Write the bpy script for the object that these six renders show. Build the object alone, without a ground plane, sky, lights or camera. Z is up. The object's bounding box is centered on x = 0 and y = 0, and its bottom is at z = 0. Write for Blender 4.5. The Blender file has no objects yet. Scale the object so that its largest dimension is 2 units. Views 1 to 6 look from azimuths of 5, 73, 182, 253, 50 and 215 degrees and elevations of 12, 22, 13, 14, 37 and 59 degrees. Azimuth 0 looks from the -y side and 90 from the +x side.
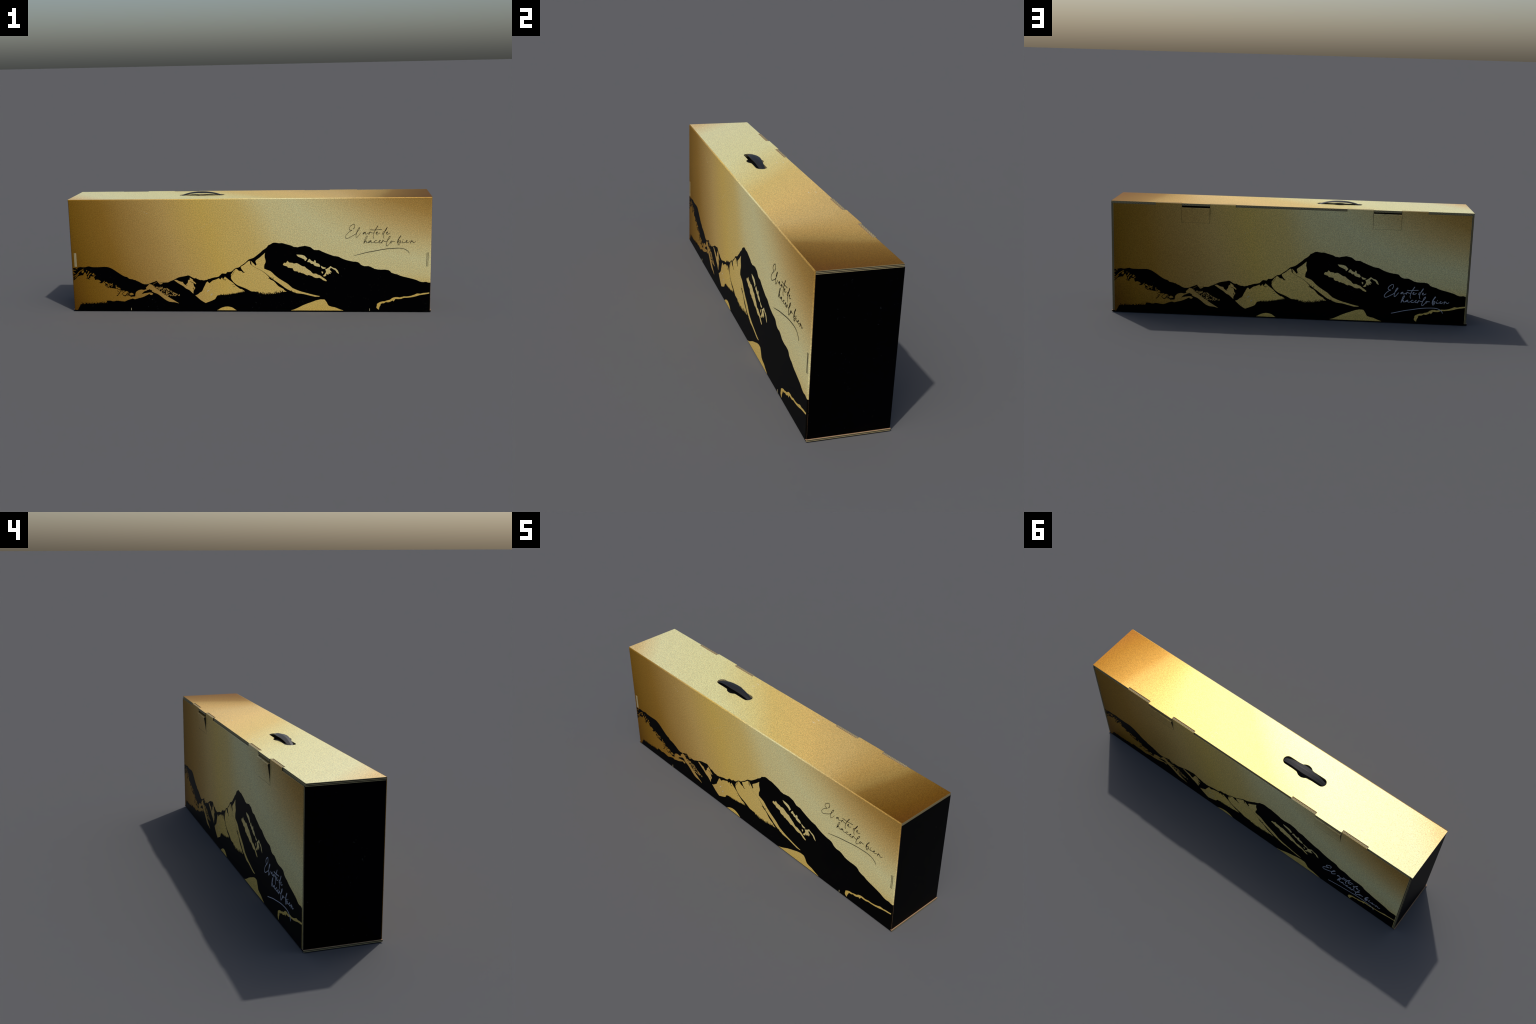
# A long gold-foil cardboard carrying box: double-wall board, printed mountain range,
# hand lettering on both long sides, tuck-in lid with lock tabs, black carrying strap.
import bpy, bmesh, math, random
from mathutils import Vector, geometry

rng = random.Random(7)

# ------------------------------------------------------------------ sizes (metres)
HX = 0.9945            # half length of the box body
FRONT = -0.1613         # outer face of the front panel (y)
BACK = 0.1540          # outer face of the back panel (y)
TOP = 0.635            # upper face of the lid
BOARD = 0.012          # double-wall board
BASE = 0.0085          # visible thickness of the base board
SIDE = 0.9954          # outer face of the end panels
TURN = -0.0037         # the box stands very slightly turned

# ------------------------------------------------------------------ the printed picture
# control points in millimetres: across the long side (0 = middle), up from the ground
SKYLINE = [(-993.3, 248.8), (-963.9, 250.6), (-946.3, 255.2), (-933.6, 253), (-919, 253.7), (-896.8, 258.8), (-887.9, 255.5), (-871.6, 253.6),
    (-824.2, 255), (-795.1, 255), (-771.9, 247.6), (-757.8, 239.4), (-735.1, 223.8), (-717.6, 211.8), (-696.4, 199.9), (-683.9, 197.1), (-671.7, 187),
    (-651, 183.3), (-643.9, 180), (-635.8, 179.3), (-631.5, 175.1), (-619, 170.8), (-604.9, 162.2), (-585.3, 154.9), (-561.7, 157.6), (-543.2, 165.3),
    (-530.4, 169.6), (-516.6, 175.6), (-507.2, 163.1), (-500.3, 155.8), (-494.9, 154.3), (-487.6, 157.6), (-478.2, 164.6), (-452.9, 165.9), (-440.1,
    172.3), (-421.7, 179.6), (-412.6, 184.2), (-392.4, 194.3), (-374.3, 198.8), (-356.2, 201.9), (-349.8, 203.4), (-333.6, 206.1), (-326.6, 201.6),
    (-317.8, 196.4), (-300.2, 188.8), (-294.8, 191), (-284.2, 184.7), (-273.6, 180.5), (-266.5, 179.3), (-262, 180.5), (-255.8, 178.2), (-246.9,
    177.8), (-241.4, 180), (-232.5, 180.5), (-225.2, 185.5), (-216.2, 186.6), (-209, 189.7), (-191, 194.6), (-165.9, 199.7), (-158.5, 206.9), (-147.5,
    217.5), (-126.2, 215.6), (-117.1, 226), (-110, 225.4), (-93.9, 228.7), (-81.2, 240.4), (-65, 249.5), (-56.1, 250.3), (-47.1, 255.8), (-39.6,
    262.2), (-23.4, 273), (-9, 285.6), (1.8, 295.5), (24.9, 303.5), (37.4, 310.7), (51.7, 322.3), (69.6, 336.6), (80.3, 347.3), (94.5, 356.2), (107,
    367.8), (114.2, 377.5), (123, 380.2), (135.4, 388.2), (149.4, 390.4), (172, 386.8), (186, 388), (203.5, 383.4), (226.5, 377), (243.1, 371.6),
    (251.5, 366.2), (264, 365.7), (272.4, 363.6), (280.7, 366.5), (341.3, 365.5), (351.7, 357.7), (364.2, 348.7), (389.2, 348.2), (403.7, 341.1),
    (430.8, 329.3), (453.7, 320.7), (470.3, 314.7), (493.2, 311.6), (507.7, 304.5), (520.2, 298.1), (530.5, 294.5), (543.8, 290.1), (575.3, 283.1),
    (600, 280.3), (609.1, 274.9), (613.6, 268.6), (636.1, 257.5), (658.6, 257.9), (678.8, 249.3), (692.3, 242.3), (728.3, 237.6), (766.4, 235.3),
    (775.4, 229.5), (782.2, 221.3), (815.9, 210.8), (831.7, 203.4), (863.1, 195), (896.8, 186.4), (919.2, 179.4), (939.5, 170.1), (955.1, 167.8),
    (970.7, 169.4), (981.9, 165.5), (994.2, 164.8)]

GOLD_PATCHES = {}
GOLD_PATCHES["hill_meadow"] = [(-993.2, 180.6), (-987.7, 179.7), (-966.3, 199.1), (-951.3, 205.2), (-932.8, 207.4), (-928.6, 217.5), (-920.8, 224.8),
    (-916.7, 216.6), (-916.3, 208.3), (-910.3, 201.8), (-915.8, 187.1), (-901.4, 183.4), (-894.2, 181.5), (-901.1, 188.9), (-891.6, 194.4), (-891.1,
    202.7), (-884, 200), (-875.8, 199), (-869.9, 190.8), (-868.5, 183.4), (-865.1, 178.8), (-855.8, 182.5), (-841.4, 177.8), (-834.5, 172.3), (-836.6,
    167.7), (-847.7, 164), (-833.3, 160.3), (-825.9, 163.1), (-818.1, 170.5), (-811.4, 176), (-813.6, 169.5), (-820.6, 160.3), (-811.2, 164.9),
    (-803.6, 169.5), (-797.5, 164), (-796.1, 157.6), (-802.6, 155.7), (-811.9, 152), (-810.6, 143.7), (-794.6, 135.4), (-771, 132.6), (-751.2, 128.9),
    (-742.1, 127.7), (-736.2, 135.4), (-727.2, 133.6), (-723.2, 124.3), (-722.5, 119.7), (-715.3, 117.9), (-704.3, 118.8), (-697.4, 112.3), (-691.7,
    116), (-679.3, 109.6), (-676.1, 101.3), (-682.1, 90.1), (-674, 88.3), (-667, 81.8), (-657.9, 83.3), (-642.3, 84.6), (-637.5, 108.7), (-621.4,
    120.7), (-604.9, 124.4), (-590.5, 122.2), (-575.8, 126.7), (-568.7, 124.1), (-576.2, 118.9), (-587.2, 115.2), (-598.5, 106), (-606.3, 96.7),
    (-591.5, 102.3), (-573.2, 105.1), (-556.7, 107.9), (-544.2, 104.2), (-539.9, 99.6), (-546.5, 93.1), (-557.3, 94.9), (-558.9, 100.9), (-573.7,
    93.1), (-610.8, 77.3), (-621.8, 75.4), (-645.9, 68.5), (-657.5, 72.6), (-703.1, 55.8), (-707.6, 55.8), (-722.2, 56.7), (-751.3, 60.3), (-764.3,
    56.6), (-773.4, 56.6), (-784.2, 60.3), (-808.1, 59.3), (-804.3, 45.3), (-836.4, 45.2), (-864.1, 42.4), (-891.7, 42.3), (-921.2, 40.4), (-943.4,
    39.4), (-958.1, 39.4), (-964.5, 27.2), (-976, 4.7), (-1001.1, 3.7)]
GOLD_PATCHES["ridge_path"] = [(-559.9, 155.8), (-543.8, 153), (-533.5, 141.1), (-517.8, 128.2), (-500.2, 115.3), (-482.8, 101.5), (-463.4, 88.6),
    (-438.7, 73), (-412.3, 56.4), (-395.5, 45.3), (-419.7, 51.7), (-446.7, 54.4), (-464.5, 61.8), (-487.3, 79.3), (-508.3, 95.9), (-522.5, 103.3),
    (-531.4, 106.1), (-545.6, 114.3), (-543.5, 119), (-561.3, 127.2), (-565.1, 122.6), (-575.8, 126.7), (-579, 135.5), (-567.6, 146.6)]
GOLD_PATCHES["hill_stone"] = [(-675.3, 98.5), (-665.8, 105.9), (-656.8, 104.1), (-649, 97.6), (-657.4, 93), (-670.2, 91.1)]
GOLD_PATCHES["small_peak_snow"] = [(-416.4, 176.9), (-407.3, 180.6), (-398.4, 177.8), (-385.2, 171.4), (-368.2, 168.3), (-365.8, 161.3), (-358.9,
    154), (-343.9, 145.8), (-350.8, 154), (-340.5, 165), (-338.2, 177.8), (-332.7, 182.4), (-329.2, 179.6), (-328.7, 193.3), (-321.7, 188.8), (-311.2,
    181.5), (-310.6, 174.2), (-302.7, 168.7), (-294.1, 159.5), (-297.8, 154.9), (-303, 160.4), (-310.1, 162.3), (-308.6, 154), (-307.1, 144.9),
    (-300.3, 135.7), (-302.3, 128.4), (-305.2, 124.7), (-309.9, 117.3), (-311.4, 100.8), (-324.4, 113.7), (-336.6, 123.8), (-350.8, 130.2), (-366.5,
    143.9), (-385.8, 155.8)]
GOLD_PATCHES["pass_snow"] = [(-300.9, 91.6), (-283.6, 99), (-274.3, 108.2), (-265.2, 111.9), (-253.8, 132.1), (-244.2, 150.4), (-236.6, 165), (-229.2,
    171.4), (-224, 165), (-219.7, 161.4), (-211.4, 167.8), (-200.4, 176.9), (-187.8, 180.5), (-166.1, 190.2), (-160.9, 185.1), (-157.5, 181.4),
    (-151.9, 190.6), (-147.3, 193.3), (-144.1, 183.3), (-139.5, 187.8), (-132, 198.7), (-121.6, 190.5), (-111.2, 181.4), (-85, 161.4), (-74.6, 148.6),
    (-53.7, 133.1), (-50.1, 129.5), (-41.1, 128), (-31.2, 122.2), (-20.7, 114.9), (-25.8, 112), (-42.9, 109), (-57.3, 106.1), (-70.2, 103.1), (-91.7,
    100.2), (-113.2, 95.7), (-134.8, 93.5), (-154.6, 94.6), (-178, 90.9), (-183.7, 80.8), (-189.4, 71.5), (-194.8, 67.9), (-227.6, 54), (-244, 47.5),
    (-270.4, 64), (-280.9, 73.2)]
GOLD_PATCHES["west_face_snow"] = [(-68.4, 243.3), (-60.5, 239.6), (-54.5, 232.4), (-36.9, 228.7), (-31.7, 222.4), (-24.7, 220.9), (-17.5, 224.2),
    (-24.6, 225.1), (-31.5, 233.3), (-41.7, 249.6), (-41.5, 255.9), (-23.6, 265.8), (-7.4, 280.2), (5.2, 289.2), (7.8, 287.4), (10.3, 280.2), (11,
    271.1), (17, 263.9), (39.6, 249.4), (71.1, 233.2), (90.2, 218.7), (105.8, 204.2), (114.5, 193.3), (112.7, 189.7), (123.1, 180.6), (137.1, 174.3),
    (147.5, 164.3), (163.1, 146.2), (175.4, 138), (194.8, 127.1), (194.3, 123.1), (209.7, 113.7), (189.9, 111.5), (178.5, 102.7), (164.4, 105.6),
    (141.6, 100.5), (121.8, 99), (107.6, 98.2), (82, 98.2), (65, 100.4), (45.3, 109.1), (32.6, 114.2), (14.1, 114.9), (0.1, 122.2), (-19.6, 132.4),
    (-47.8, 143.4), (-59.1, 148.5), (-75.9, 160.1), (-92.5, 179), (-98.2, 191.6), (-97, 200.7), (-91.4, 211.6), (-83.1, 226.1), (-75.6, 238.7)]
GOLD_PATCHES["ridge_crack"] = [(-99.5, 207), (-88.4, 224.3), (-78.3, 237.8), (-79.4, 229.7), (-94.2, 206.1)]
GOLD_PATCHES["summit_snow"] = [(93.2, 332.9), (91, 310.5), (95.1, 294.4), (95.8, 280), (89.4, 267.4), (87.2, 244), (104.7, 236.7), (122.2, 229.5),
    (144.7, 207.8), (169.1, 187.9), (200.6, 167.9), (217.3, 157), (242.4, 134.1), (261.4, 125.4), (282.4, 116.7), (324.6, 104.7), (356.2, 96), (394.1,
    87.8), (387.7, 85.1), (345.6, 89.5), (297.1, 101.4), (271.7, 103.6), (250.6, 109), (238, 115.5), (216.9, 125.3), (187.6, 146.1), (158.2, 167.8),
    (145.6, 176.6), (125, 190.6), (112.9, 202.4), (92, 220.5), (72.9, 234.1), (43.2, 249.4), (20.5, 263.9), (17.1, 271.1), (17.3, 277.4), (13.1,
    289.1), (24.4, 278.3), (40.7, 260.3), (46.2, 268.4), (41.1, 280.1), (40.4, 287.3), (44.9, 292.7), (61.9, 305.2), (74.4, 316)]
GOLD_PATCHES["snow_band"] = [(191.4, 267.5), (197.8, 277.2), (208.4, 276.1), (216.9, 288), (226.3, 278.3), (246.2, 276.1), (250.4, 271.8), (267.2,
    275), (281.8, 267.4), (300.6, 256.6), (311.1, 255.5), (317.3, 247.9), (342.4, 230.7), (357, 215.5), (373.8, 215.5), (382.1, 210.1), (394.7,
    205.8), (409.3, 193.9), (419.8, 187.4), (431.3, 177.6), (428.1, 172.6), (411.3, 178.7), (390.4, 192.8), (382, 191.1), (363.1, 193.9), (350.6,
    202.5), (329.6, 208.6), (326.4, 205.2), (317, 209.1), (304.5, 216.6), (294, 218.8), (285.6, 223.1), (277.2, 221.6), (270.9, 228.6), (256.2,
    229.7), (247.9, 237.2), (245.9, 245.9), (218.5, 250.2), (214.4, 256.7), (195.5, 262.1)]
GOLD_PATCHES["snow_fleck_high"] = [(266.1, 322.9), (282.4, 322.2), (309.6, 316.8), (325.1, 299.6), (315.6, 287.8), (311.4, 287.8), (310.4, 295.3),
    (290.6, 305), (273.9, 312.6)]
GOLD_PATCHES["snow_fleck_mid"] = [(325, 282), (332.4, 295.3), (338.7, 298.9), (347, 288.8), (361.6, 282.3), (364.8, 292), (371.1, 288.7), (372.5,
    275.9), (388.8, 270.5), (396, 258.6), (391.8, 253.7), (374, 257.6), (361.5, 264), (357.4, 271.6), (349, 270.5), (343.8, 273.8), (340.7, 279.1)]
GOLD_PATCHES["snow_fleck_low"] = [(400.2, 259.7), (411.7, 253.2), (427.3, 248.9), (422.1, 243.5), (408.5, 243.1), (401.2, 251.1)]
GOLD_PATCHES["snow_claw"] = [(422.1, 238.1), (440.9, 247.8), (452.5, 258.1), (468.1, 247.8), (477.5, 246), (490, 234.8), (498.3, 214.3), (484.8, 224),
    (480.6, 232.7), (468.1, 240.2), (455.6, 248.8), (446.1, 240.2), (459.7, 223), (449.2, 223.6), (453.4, 214.4), (441.9, 216.5), (439.8, 208.5),
    (429.3, 216.5), (428.2, 204.7), (419.8, 200.3), (410.4, 202.1), (426.2, 221.9), (427.3, 230.6)]
GOLD_PATCHES["snow_dot"] = [(403.2, 229.5), (412, 225.2), (409.4, 215), (404.2, 219.8)]
GOLD_PATCHES["foot_mound"] = [(-181.6, 2.9), (-167.8, 13.5), (-149.6, 22.2), (-124.3, 27.5), (-102.9, 24.2), (-88.7, 18.3), (-71.2, 2.7)]
GOLD_PATCHES["foot_hill"] = [(232.1, 3.5), (266.3, 18.3), (300.4, 36), (345.7, 53.6), (396.5, 69.5), (419, 68.4), (430.1, 53.8), (441.3, 33.4), (475,
    24.7), (522.8, 3.2)]
GOLD_PATCHES["river"] = [(703.1, 25.6), (705.3, 32.7), (706.3, 44.5), (716.4, 51.6), (736.7, 58.7), (748, 59.2), (759.2, 63.9), (777.2, 68.2), (788.4,
    77.6), (815.3, 83.5), (828.9, 81.2), (851.3, 87.1), (869.2, 86.7), (909.5, 97.1), (922.8, 103.6), (940.7, 102.5), (954.1, 106), (978.6, 108.4),
    (994.2, 111.2), (994.3, 104.2), (965.4, 99), (936.4, 94.3), (918.6, 88.4), (869.3, 79.6), (851.4, 78.9), (835.7, 73), (806.5, 73), (796.5, 58.8),
    (790.8, 64.7), (781.9, 58.8), (763.9, 53.6), (754.8, 55.9), (743.6, 48.1), (734.6, 48.1), (725.6, 43.3), (725.6, 37.4), (720, 28), (716.8, 11.4),
    (707.7, 17.3)]
GOLD_PATCHES["shrub_blob"] = [(-942.3, 225.8), (-937.6, 234.1), (-929.3, 235.3), (-928.2, 228.5), (-932.9, 221.2), (-939.4, 219.9)]
GOLD_PATCHES["shrub_block"] = [(-883.3, 210.1), (-874.5, 220.2), (-867.6, 213.8), (-874.5, 205.5)]
GOLD_PATCHES["shrub_dot"] = [(-914.4, 232.7), (-911.8, 237.7), (-908.8, 234.9), (-911.4, 229.1)]

GOLD_STROKES = []
GOLD_STROKES.append([(-991, 200, 3.9), (-973.1, 207.4, 4.6), (-955.5, 225.8, 4.6), (-929.7, 243.2, 2.8)])
GOLD_STROKES.append([(-983.4, 190.8, 3.9), (-970.7, 201.9, 3.9), (-958.1, 212.9, 2.1)])
GOLD_STROKES.append([(-991, 227.7, 3.2), (-979, 215.7, 4.6)])
GOLD_STROKES.append([(-991, 242.4, 2.5), (-986, 235, 4.6), (-973, 236.9, 3.2)])
GOLD_STROKES.append([(-992.6, 203.7, 1.8), (-988.6, 222.1, 3.9)])
GOLD_STROKES.append([(-914.4, 209.2, 3.9), (-906.7, 216.6, 4.2), (-900.5, 227.6, 6)])
GOLD_STROKES.append([(-908.3, 189.8, 3.9), (-903, 201.8, 5.3), (-899.8, 209.2, 4.6), (-887.3, 219.3, 4.6)])
GOLD_STROKES.append([(-874, 198.1, 4.6), (-864.3, 207.3, 3.2)])
GOLD_STROKES.append([(-808.6, 145.5, 3.9), (-794.1, 143.7, 5.3), (-784.5, 136.3, 1.8)])
GOLD_STROKES.append([(-796, 159.4, 7), (-790.1, 151.1, 6.3), (-794.1, 143.7, 5.3)])
GOLD_STROKES.append([(-791.1, 149.2, 4.6), (-771.8, 152, 4.6), (-766.8, 160.3, 1.8)])
GOLD_STROKES.append([(-785.1, 158.5, 3.9), (-773.4, 154.8, 3.5)])
GOLD_STROKES.append([(-777.1, 138.7, 2.5), (-767.5, 146.9, 2.5)])
GOLD_STROKES.append([(-749.1, 149.3, 3.9), (-747.7, 132.6, 4.6), (-737.8, 139.1, 2.1)])
GOLD_STROKES.append([(-972.3, 248.2, 5.3), (-964.4, 243.3, 2.8)])

INK_STROKES = []
INK_STROKES.append([(-746.1, 88.2, 4.6), (-737.5, 95.6, 3.5), (-722.6, 116.9, 2.8)])
INK_STROKES.append([(-744.4, 118.8, 1.8), (-732.2, 109.5, 3.2)])
INK_STROKES.append([(-743.4, 104, 1.8), (-733.4, 103, 2.5)])
INK_STROKES.append([(-740.4, 125.2, 2.5), (-722.4, 120.6, 2.8)])
INK_STROKES.append([(-732.9, 129.9, 1.8), (-724.1, 123.4, 2.5)])
INK_STROKES.append([(-719.1, 114.2, 2.5), (-704.4, 117, 1.4)])
INK_STROKES.append([(-719.2, 96.6, 2.1), (-710.4, 106.8, 2.8), (-698.2, 114.2, 2.8)])
INK_STROKES.append([(-714.5, 99.4, 1.8), (-705.9, 89.2, 4.6), (-696.8, 88.3, 5.3), (-691.9, 94.8, 3.9), (-685, 105.9, 4.6), (-688.2, 96.6, 3.2),
    (-685.5, 88.3, 1.4)])
INK_STROKES.append([(-678.2, 96.6, 3.5), (-672.9, 92.9, 4.6)])
INK_STROKES.append([(-987.8, 179.3, 2.1), (-971.3, 193.6, 1.8)])
INK_STROKES.append([(-808.2, 159.4, 5.3), (-802.7, 153.9, 7.8), (-796.5, 149.8, 1.4)])
INK_STROKES.append([(-326.9, 170.5, 2.1), (-317.1, 167.2, 2.5), (-310.1, 163.2, 2.8)])
INK_STROKES.append([(-309.6, 135.7, 2.5), (-308.4, 128.4, 4.6), (-306, 125.6, 1.8)])
INK_STROKES.append([(-140.4, 185.1, 2.8), (-137, 180.5, 2.5), (-129.8, 182.4, 1.8), (-127.2, 180, 2.1), (-132.6, 177.8, 1.4)])
INK_STROKES.append([(-92.3, 153.7, 1.4), (-83.4, 155.9, 2.1)])
INK_STROKES.append([(-85.5, 140.4, 2.1), (-78.3, 144.1, 1.8)])
INK_STROKES.append([(108.2, 189.7, 1.8), (114.4, 190.6, 2.8)])
INK_STROKES.append([(123.4, 196, 2.5), (125.9, 192.4, 2.5)])
INK_STROKES.append([(132, 187, 2.5), (139.2, 193.3, 1.4)])
INK_STROKES.append([(133.8, 186.1, 1.8), (140.8, 184.3, 1.8)])
INK_STROKES.append([(-507.2, 162.2, 1.1), (-478.2, 165.4, 1.1)])
INK_STROKES.append([(-684.9, 89.2, 2.5), (-680.5, 104, 4.6), (-682.9, 109.6, 1.4)])
INK_STROKES.append([(-93.3, 207, 1.4), (-81.3, 224.3, 1.6), (-75.6, 238.7, 1.6)])

WRITING = {}
WRITING["El"] = []
WRITING["El"].append([(577.6, 465.8, 3.3), (582.1, 473.3, 2.4), (583.9, 483.5, 1.5), (582.4, 490.1, 1.2), (577.5, 491.4, 1.2), (567.4, 485.5, 1.4),
    (556.5, 475.3, 1.4), (553.2, 466.9, 1.5), (556.5, 459.3, 1.5), (569.3, 457.4, 1.4)])
WRITING["El"].append([(569.3, 457.4, 1.4), (558.4, 451.8, 1.5), (543.7, 438.8, 1.5), (535.5, 427.5, 1.5), (533.1, 420, 1.4), (535.5, 414, 1.4),
    (541.9, 412.5, 1.2), (552.9, 416.2, 1.4), (567.6, 424.6, 1.5), (582.2, 433, 1.7), (591.4, 440.4, 1.8), (598.7, 450.7, 1.8), (606, 461, 1.8), (611,
    469.4, 1.8), (608.6, 472.6, 1.5), (603.2, 466.6, 1.8), (596.8, 453.5, 2.3), (593.2, 440.4, 2), (590.5, 429.2, 1.5), (591.1, 419.8, 1.4), (594.2,
    417.9, 1.2), (600.6, 423.5, 1.2), (608.8, 433.8, 1.4), (615.5, 443.1, 1.2)])
WRITING["arte"] = []
WRITING["arte"].append([(639.9, 447.7, 1.5), (633.5, 444.9, 2.7), (628, 438.4, 3), (629.9, 436.5, 2.4), (636.2, 441.2, 1.8), (641.7, 447.7, 1.8),
    (640.8, 442.1, 2.1), (642.7, 436.1, 1.5), (648.1, 436.8, 1.2), (655.4, 440.1, 1.2), (660.9, 443.9, 1.5)])
WRITING["arte"].append([(665.4, 448.5, 2.1), (662.7, 442, 2.7), (660, 434.5, 2.7)])
WRITING["arte"].append([(660.6, 436.4, 1.5), (665.5, 445.7, 2.1), (669.1, 447.6, 1.8), (673.7, 443.4, 1.2), (686.5, 442.8, 1.1)])
WRITING["arte"].append([(707.1, 480.1, 3.3), (700.9, 469.8, 3), (693.7, 457.7, 2.4), (688.3, 443.7, 1.8), (684.7, 430.6, 1.4), (683.9, 419.4, 1.2),
    (687.6, 411.9, 0.9)])
WRITING["arte"].append([(665.4, 459.7, 1.2), (686.4, 458.7, 1.2), (710, 460.8, 1.4), (729.2, 462.2, 1.5)])
WRITING["arte"].append([(698.4, 440.9, 1.8), (704.7, 444.6, 2.7), (705.6, 448.3, 2.1), (701, 447.4, 1.8), (697.8, 439.9, 1.8), (700.2, 435.8, 1.4),
    (706.6, 436.1, 1.2), (713.9, 438.9, 1.4), (719.3, 443.2, 1.1)])
WRITING["de"] = []
WRITING["de"].append([(743, 447.2, 1.5), (737.5, 448.2, 1.5), (733, 440.7, 1.8), (733.1, 435.1, 2.1), (737.6, 436.9, 1.8), (743, 445.3, 1.5), (750.2,
    456.5, 2.4), (758.2, 471.4, 2.4), (757.3, 473.3, 1.8), (751.9, 464, 1.8), (744.8, 450.9, 1.8), (739.5, 434.1, 1.5), (737.8, 421, 1.4), (741.5,
    411.6, 0.9)])
WRITING["de"].append([(754.9, 441.5, 1.8), (760.3, 445.3, 2.7), (758.4, 448.1, 2.1), (753.9, 443.4, 1.8), (754, 437.8, 1.5), (757.7, 435.5, 1.4),
    (766.8, 437.7, 1.4), (774.9, 442.4, 1.1)])
WRITING["hacerlo"] = []
WRITING["hacerlo"].append([(632.9, 383.9, 2.4), (641, 400.8, 2.4), (648.3, 415.8, 1.8), (651.5, 424.2, 1.5), (650, 427, 1.5), (644.6, 421.4, 1.5),
    (637.4, 402.7, 1.8), (632.9, 385.7, 1.8), (639.2, 393.3, 1.5), (644.7, 398.9, 1.8), (646.6, 396.1, 1.8), (646.6, 389.5, 1.5), (650.3, 387.6, 1.2),
    (657.6, 391.3, 1.4)])
WRITING["hacerlo"].append([(672.2, 400.7, 1.5), (663, 396.9, 2.4), (657.6, 391.3, 3), (659.4, 389.4, 2.4), (666.7, 393.2, 2.1), (673.1, 400.6, 1.8),
    (671.3, 393.1, 2.1), (674.1, 387.9, 1.4), (683.2, 389.3, 1.2), (690.5, 394.9, 1.4)])
WRITING["hacerlo"].append([(702.3, 400.5, 2.1), (695.9, 400.6, 1.8), (690.5, 393.1, 2.1), (692.4, 387.8, 1.5), (699.7, 387.4, 1.2), (708.8, 390.2,
    1.4), (714.3, 394.8, 1.4)])
WRITING["hacerlo"].append([(713.4, 393.9, 1.8), (722.5, 399.5, 2.4), (719.7, 401.4, 2.1), (715.2, 396.7, 1.8), (714.3, 389.2, 1.5), (719.8, 386.9,
    1.4), (727.1, 390.1, 1.4), (730.7, 393.8, 1.4)])
WRITING["hacerlo"].append([(735.2, 401.3, 2.1), (731.6, 392.9, 2.4), (729, 385.4, 2.4)])
WRITING["hacerlo"].append([(729.9, 388.2, 1.5), (735.2, 398.5, 2.1), (739.8, 399.4, 1.8), (743.5, 396.6, 1.2), (754.5, 394.7, 1.1)])
WRITING["hacerlo"].append([(754.5, 394.7, 1.2), (767.1, 407.8, 2.1), (774.2, 420.9, 1.8), (773.8, 424.6, 1.5), (768.8, 420.9, 1.5), (761.6, 405.9, 2),
    (757.2, 390.9, 2), (753.7, 377.8, 1.5), (755.6, 370.2, 1.4), (760.2, 371.2, 1.2), (767.4, 378.7, 1.2), (774.6, 387.1, 1.2)])
WRITING["hacerlo"].append([(781.8, 398.3, 1.8), (776.4, 392.7, 2.1), (776.4, 386.2, 1.8), (781.9, 388, 1.5), (784.5, 395.5, 1.5), (781.8, 398.3, 1.5),
    (789.1, 396.1, 1.2), (799.1, 395.5, 1.1)])
WRITING["bien"] = []
WRITING["bien"].append([(813.8, 385.1, 1.8), (818.2, 400.1, 2.1), (825.3, 415, 1.8), (832.4, 424.4, 1.8), (830.6, 427.2, 1.5), (823.4, 416.9, 1.5),
    (815.5, 400.1, 2.1), (813.8, 385.1, 2.1), (820.1, 394.4, 1.8), (827.3, 400, 1.8), (831, 396.3, 1.8), (825.7, 381.3, 1.8), (820.3, 375.7, 1.5),
    (816.7, 377.6, 1.4), (817.5, 383.2, 1.4), (822.9, 387.9, 1.2), (831, 392.5, 1.1)])
WRITING["bien"].append([(841, 397.2, 2.1), (837.4, 390.6, 2.1), (840.2, 387.2, 1.4), (847.5, 388.7, 1.2), (856.5, 390.5, 1.4)])
WRITING["bien"].append([(842.9, 405.2, 1.8), (844.7, 406.7, 1.8)])
WRITING["bien"].append([(858.3, 393.4, 1.8), (866.4, 398, 2.4), (864.6, 400.3, 2.1), (859.2, 395.2, 1.8), (859.3, 389.6, 1.5), (864.8, 387.7, 1.4),
    (872.9, 390.5, 1.4), (878.3, 396.1, 1.4)])
WRITING["bien"].append([(887.3, 400.7, 2.1), (884.7, 392.3, 2.4), (883, 384.8, 2.4)])
WRITING["bien"].append([(883.9, 387.6, 1.5), (889.2, 396, 2.1), (893.7, 397.9, 1.8), (896.5, 392.3, 1.8), (900.2, 388.5, 1.4), (905.6, 390.4, 1.2),
    (911, 395, 1.1)])
WRITING["flourish"] = []
WRITING["flourish"].append([(579.8, 316.9, 0.6), (613.9, 325.4, 1.7), (654.3, 335.7, 2.3), (694.6, 343.1, 2.4), (751.2, 353.3, 2.3), (796.9, 357.3,
    2), (833.4, 357.2, 1.8), (851.6, 353.4, 1.5), (866.3, 344.5, 1.4), (875.6, 334.1, 1.2), (877.5, 328.4, 0.6)])


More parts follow.
